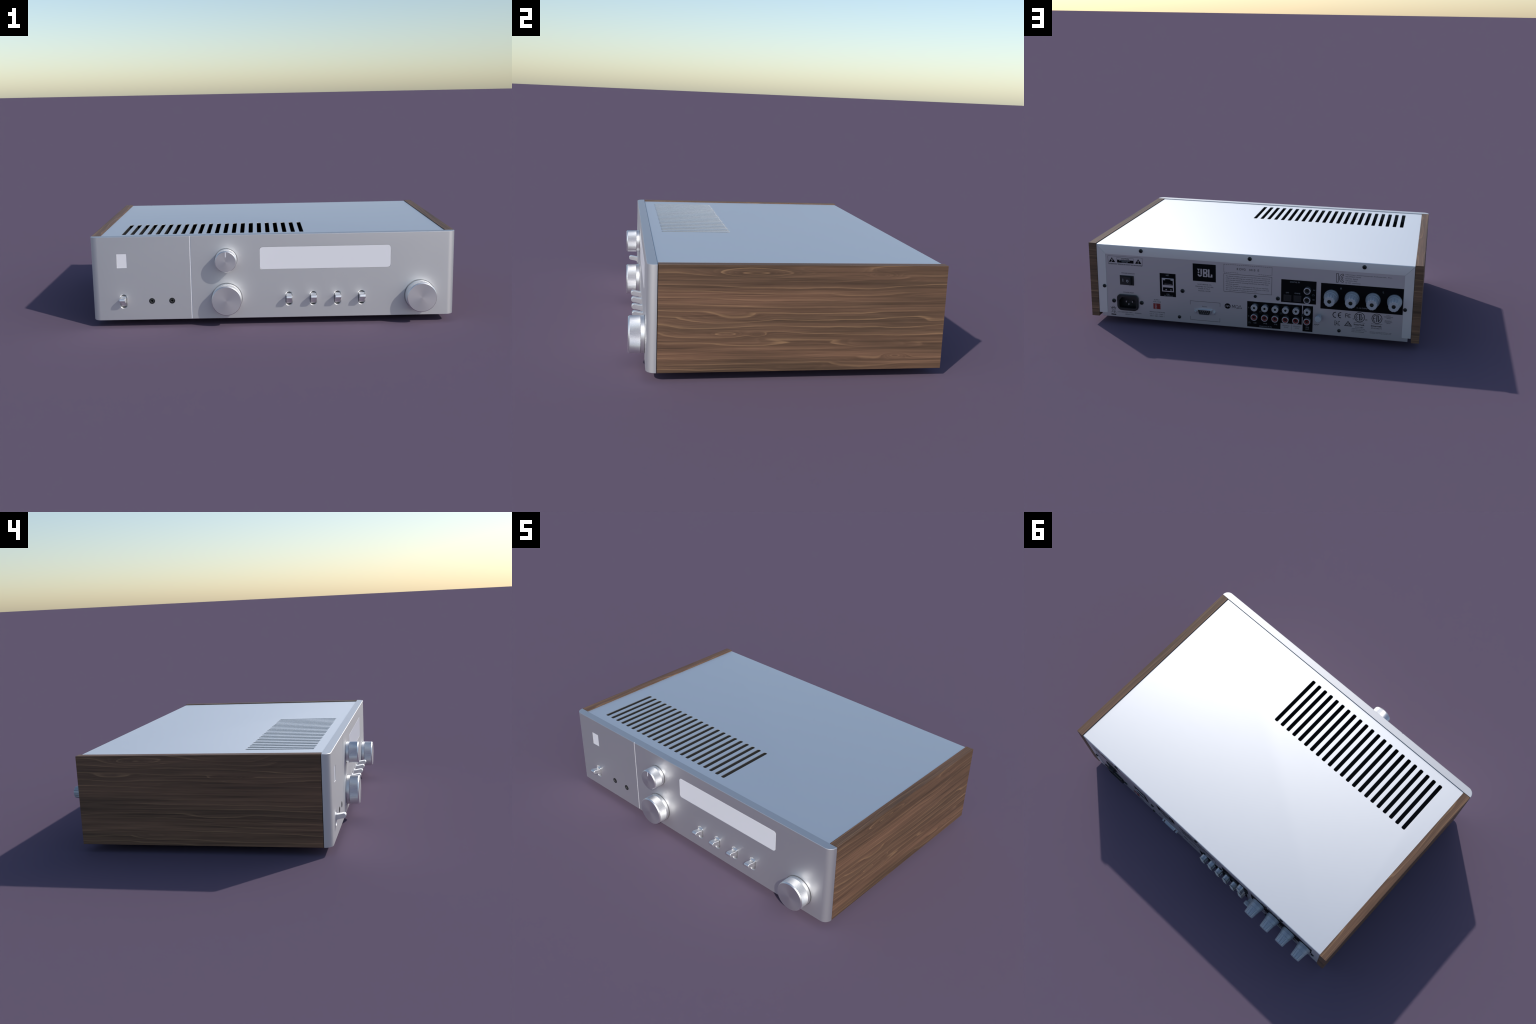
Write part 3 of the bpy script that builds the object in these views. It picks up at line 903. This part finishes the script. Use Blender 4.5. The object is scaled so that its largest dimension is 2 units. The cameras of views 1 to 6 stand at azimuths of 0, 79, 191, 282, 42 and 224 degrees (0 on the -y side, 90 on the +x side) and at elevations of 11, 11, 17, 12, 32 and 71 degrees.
# ground post
s = Shape()
s.lathe([(0.0125, 0), (0.0125, 0.030), (0.0160, 0.0305), (0.0195, 0.034), (0.0200, 0.040), (0.0200, 0.053), (0.0175, 0.0565), (0.0060, 0.0570), (0.0050, 0.0560), (0.0002, 0.0560)], POST, seg=40, caps=(False, True))
s.put("ground_terminal", loc=(-0.4150, BASE, 0.1530))

# ------------------------------------------------------------------ rear: speaker terminals
def terminal():
    sh = Shape()
    seg = 96
    def ring(q, y, groove=0.0):
        out = []
        for i in range(seg):
            a = 2 * PI * i / seg
            w = max(0.0, math.cos(a * 12)) ** 6
            rr = q - groove * w
            out.append((rr * math.cos(a), y, rr * math.sin(a)))
        return out
    sh.loft([ring(0.0300, 0), ring(0.0300, 0.007), ring(0.0425, 0.0072), ring(0.0432, 0.0085), ring(0.0422, 0.0235), ring(0.0405, 0.0240), ring(0.0405, 0.0252),
             ring(0.0414, 0.0258), ring(0.0378, 0.0455), ring(0.0365, 0.0460), ring(0.0365, 0.0480), ring(0.0372, 0.0488, 0.0004), ring(0.0350, 0.0620, 0.0026), ring(0.0312, 0.0955, 0.0036),
             ring(0.0298, 0.0984, 0.0034), ring(0.0272, 0.0990, 0.0)], POST, False, False)
    sh.loft([ring(0.0272, 0.0990), ring(0.0125, 0.0990), ring(0.0118, 0.0985), ring(0.0112, 0.0960)], POST, False, False)
    sh.lathe([(0.0112, 0.0960), (0.0110, 0.078), (0.0085, 0.0778), (0.0080, 0.070), (0.0001, 0.070)], plain("terminal_bore", (0.10, 0.10, 0.095), 0.4, 0.8), seg=48, caps=(False, False))
    return sh.mesh("speaker_terminal", 30)
tm = terminal()
for x in (-0.4835, -0.6045, -0.7245, -0.8474):
    add("speaker_terminal", tm, loc=(x, BASE, 0.2832))

# ------------------------------------------------------------------ rear: mains inlet, switch, selector
s = Shape()
outer = round_rect(0.7640, 0.1425, 0.1345, 0.1010, (0.022, 0.022, 0.029, 0.029), 8)
s.prism(outer, REAR - 0.002, 0.6545, BLACK, 0.003)
inlet = s.put("power_inlet")
cav = [(0.7085, 0.1160), (0.7105, 0.1110), (0.7150, 0.1085), (0.8110, 0.1085), (0.8155, 0.1110), (0.8175, 0.1160), (0.8175, 0.1560), (0.7970, 0.1780), (0.7290, 0.1780), (0.7085, 0.1560)]
c = Shape(); c.prism(cav, 0.6050, 0.6700, SOCKET)
carve(inlet, [c])
s = Shape()
s.prism(rect(0.7050, 0.8280, 0.0990, 0.1840), 0.600, 0.6080, BLACK)
for x, z in ((0.7790, 0.1440), (0.7630, 0.1280), (0.7400, 0.1440)):
    s.box(x - 0.0020, x + 0.0020, 0.6070, 0.6340, z - 0.0050, z + 0.0050, NICKEL)
s.put("contact_block", inlet)

s = Shape()
s.prism(rect(0.7225, 0.8115, 0.2531, 0.3136), REAR - 0.001, 0.6415, BLACK, 0.0012)
sw = s.put("power_switch", loc=(-0.001, 0.003, 0.001))
# rocker: one half pressed in, the other standing out
rk = [(0.8060, 0.6410), (0.8045, 0.6435), (0.7690, 0.6500), (0.7430, 0.6590), (0.7395, 0.6595), (0.7370, 0.6575), (0.7345, 0.6410)]
s = Shape()
s.loft([[(x, y, z) for x, y in rk] for z in (0.2590, 0.3075)], BLACK)
def rocker_y(x):
    for (xa, ya), (xb, yb_) in zip(rk[:-1], rk[1:]):
        if xb <= x <= xa:
            return ya + (yb_ - ya) * (xa - x) / max(xa - xb, 1e-6)
    return 0.641
k0 = len(s.v)
s.stroke([(0.7895, 0.2935), (0.7895, 0.2765)], 0.0024, 0.0, WHITEINK, t=0.0006)
s.arc(0.7590, 0.2838, 0.0066, 0, 360, 0.0024, 0.0, WHITEINK, t=0.0006)
for i in range(k0, len(s.v)):
    x, y, z = s.v[i]
    s.v[i] = (x, y + rocker_y(x), z)
s.put("rocker", sw)

s = Shape()
s.prism(rect(0.5585, 0.6030, 0.1142, 0.1497), 0.6300, 0.6400, RED, 0.0008)
s.prism(rect(0.5640, 0.5750, 0.1175, 0.1465), 0.6400, 0.6404, plain("dark_red_plastic", (0.16, 0.006, 0.006), 0.5))
sel = s.put("voltage_selector", loc=(-0.001, 0.003, 0.001))
s = Shape()
s.text("115V", 0.0, 0.030, 0.0, 0.0110, 0.6402, WHITEINK)
for i, (x, y, z) in enumerate(s.v):          # turned to read downwards
    s.v[i] = (0.5925 - z, y, 0.1465 - x)
s.put("voltage_lettering", sel)

# ------------------------------------------------------------------ rear: network and data ports
s = Shape()
s.prism(rect(0.4705, 0.5457, 0.2288, 0.3146), REAR - 0.001, 0.6425, NICKEL, 0.0008)
port = s.put("network_port")
c1 = Shape(); c1.prism(rect(0.4765, 0.5395, 0.2715, 0.3090), 0.595, 0.66, SOCKET)
c2 = Shape(); c2.prism(rect(0.4765, 0.5395, 0.2350, 0.2565), 0.595, 0.66, SOCKET)
carve(port, [c1, c2])
s = Shape()
s.prism(rect(0.4745, 0.5415, 0.2300, 0.3110), 0.596, 0.6000, SOCKET)
for x in (0.5325, 0.4835):
    s.box(x - 0.0070, x + 0.0070, 0.620, 0.6405, 0.3010, 0.3080, WHITE)
s.box(0.4890, 0.5270, 0.6000, 0.6300, 0.2800, 0.2960, SCREW)
for i in range(8):
    x = 0.4885 + i * 0.0056
    s.box(x - 0.0012, x + 0.0012, 0.600, 0.6390, 0.2745, 0.2780, NICKEL)
s.box(0.4815, 0.5345, 0.600, 0.6350, 0.2480, 0.2520, BLACK)
for x in (0.5200, 0.4900):
    s.box(x - 0.0042, x + 0.0042, 0.600, 0.6395, 0.2385, 0.2440, NICKEL)
s.put("port_contacts", port)
port.location = (-0.0028, 0.003, 0.0038)

s = Shape()
dx, dz = 0.2775, 0.1235
shell = [(dx + 0.0420, dz + 0.0120), (dx + 0.0380, dz + 0.0160), (dx - 0.0380, dz + 0.0160), (dx - 0.0420, dz + 0.0120),
         (dx - 0.0350, dz - 0.0115), (dx - 0.0300, dz - 0.0160), (dx + 0.0300, dz - 0.0160), (dx + 0.0350, dz - 0.0115)]
s.prism(rect(dx - 0.066, dx + 0.066, dz - 0.017, dz + 0.017), REAR - 0.001, REAR + 0.0020, NICKEL, 0.0006)
inner = inset(shell, 0.0022)
s.loft([[(x, y, z) for x, z in L_] for L_, y in ((shell, REAR), (shell, 0.6572), (inner, 0.6572), (inner, 0.6470))], NICKEL, False, False)
s.prism(inner, 0.6440, 0.6500, SOCKET)
for row, nn, zz in ((0, 5, 0.0055), (1, 4, -0.0055)):
    for i in range(nn):
        s.lathe([(0.0017, 0.6500), (0.0017, 0.6545)], NICKEL, dx + (i - (nn - 1) / 2) * 0.0125, dz + zz, 10)
for k in (-1, 1):
    s.lathe([(0.0085, REAR + 0.003), (0.0085, 0.6550), (0.0075, 0.6562), (0.0040, 0.6562), (0.0036, 0.650), (0.0002, 0.650)], NICKEL, dx + k * 0.0565, dz + 0.0005, 6, (False, False))
s.put("serial_port", angle=30)

# printed marks were measured on a plane 7 mm nearer the front: carry them onto the panel face
for o in rear_panel.children:
    o.scale.x = 0.9984
    o.location.x -= 0.0016
    o.location.z += 0.0026
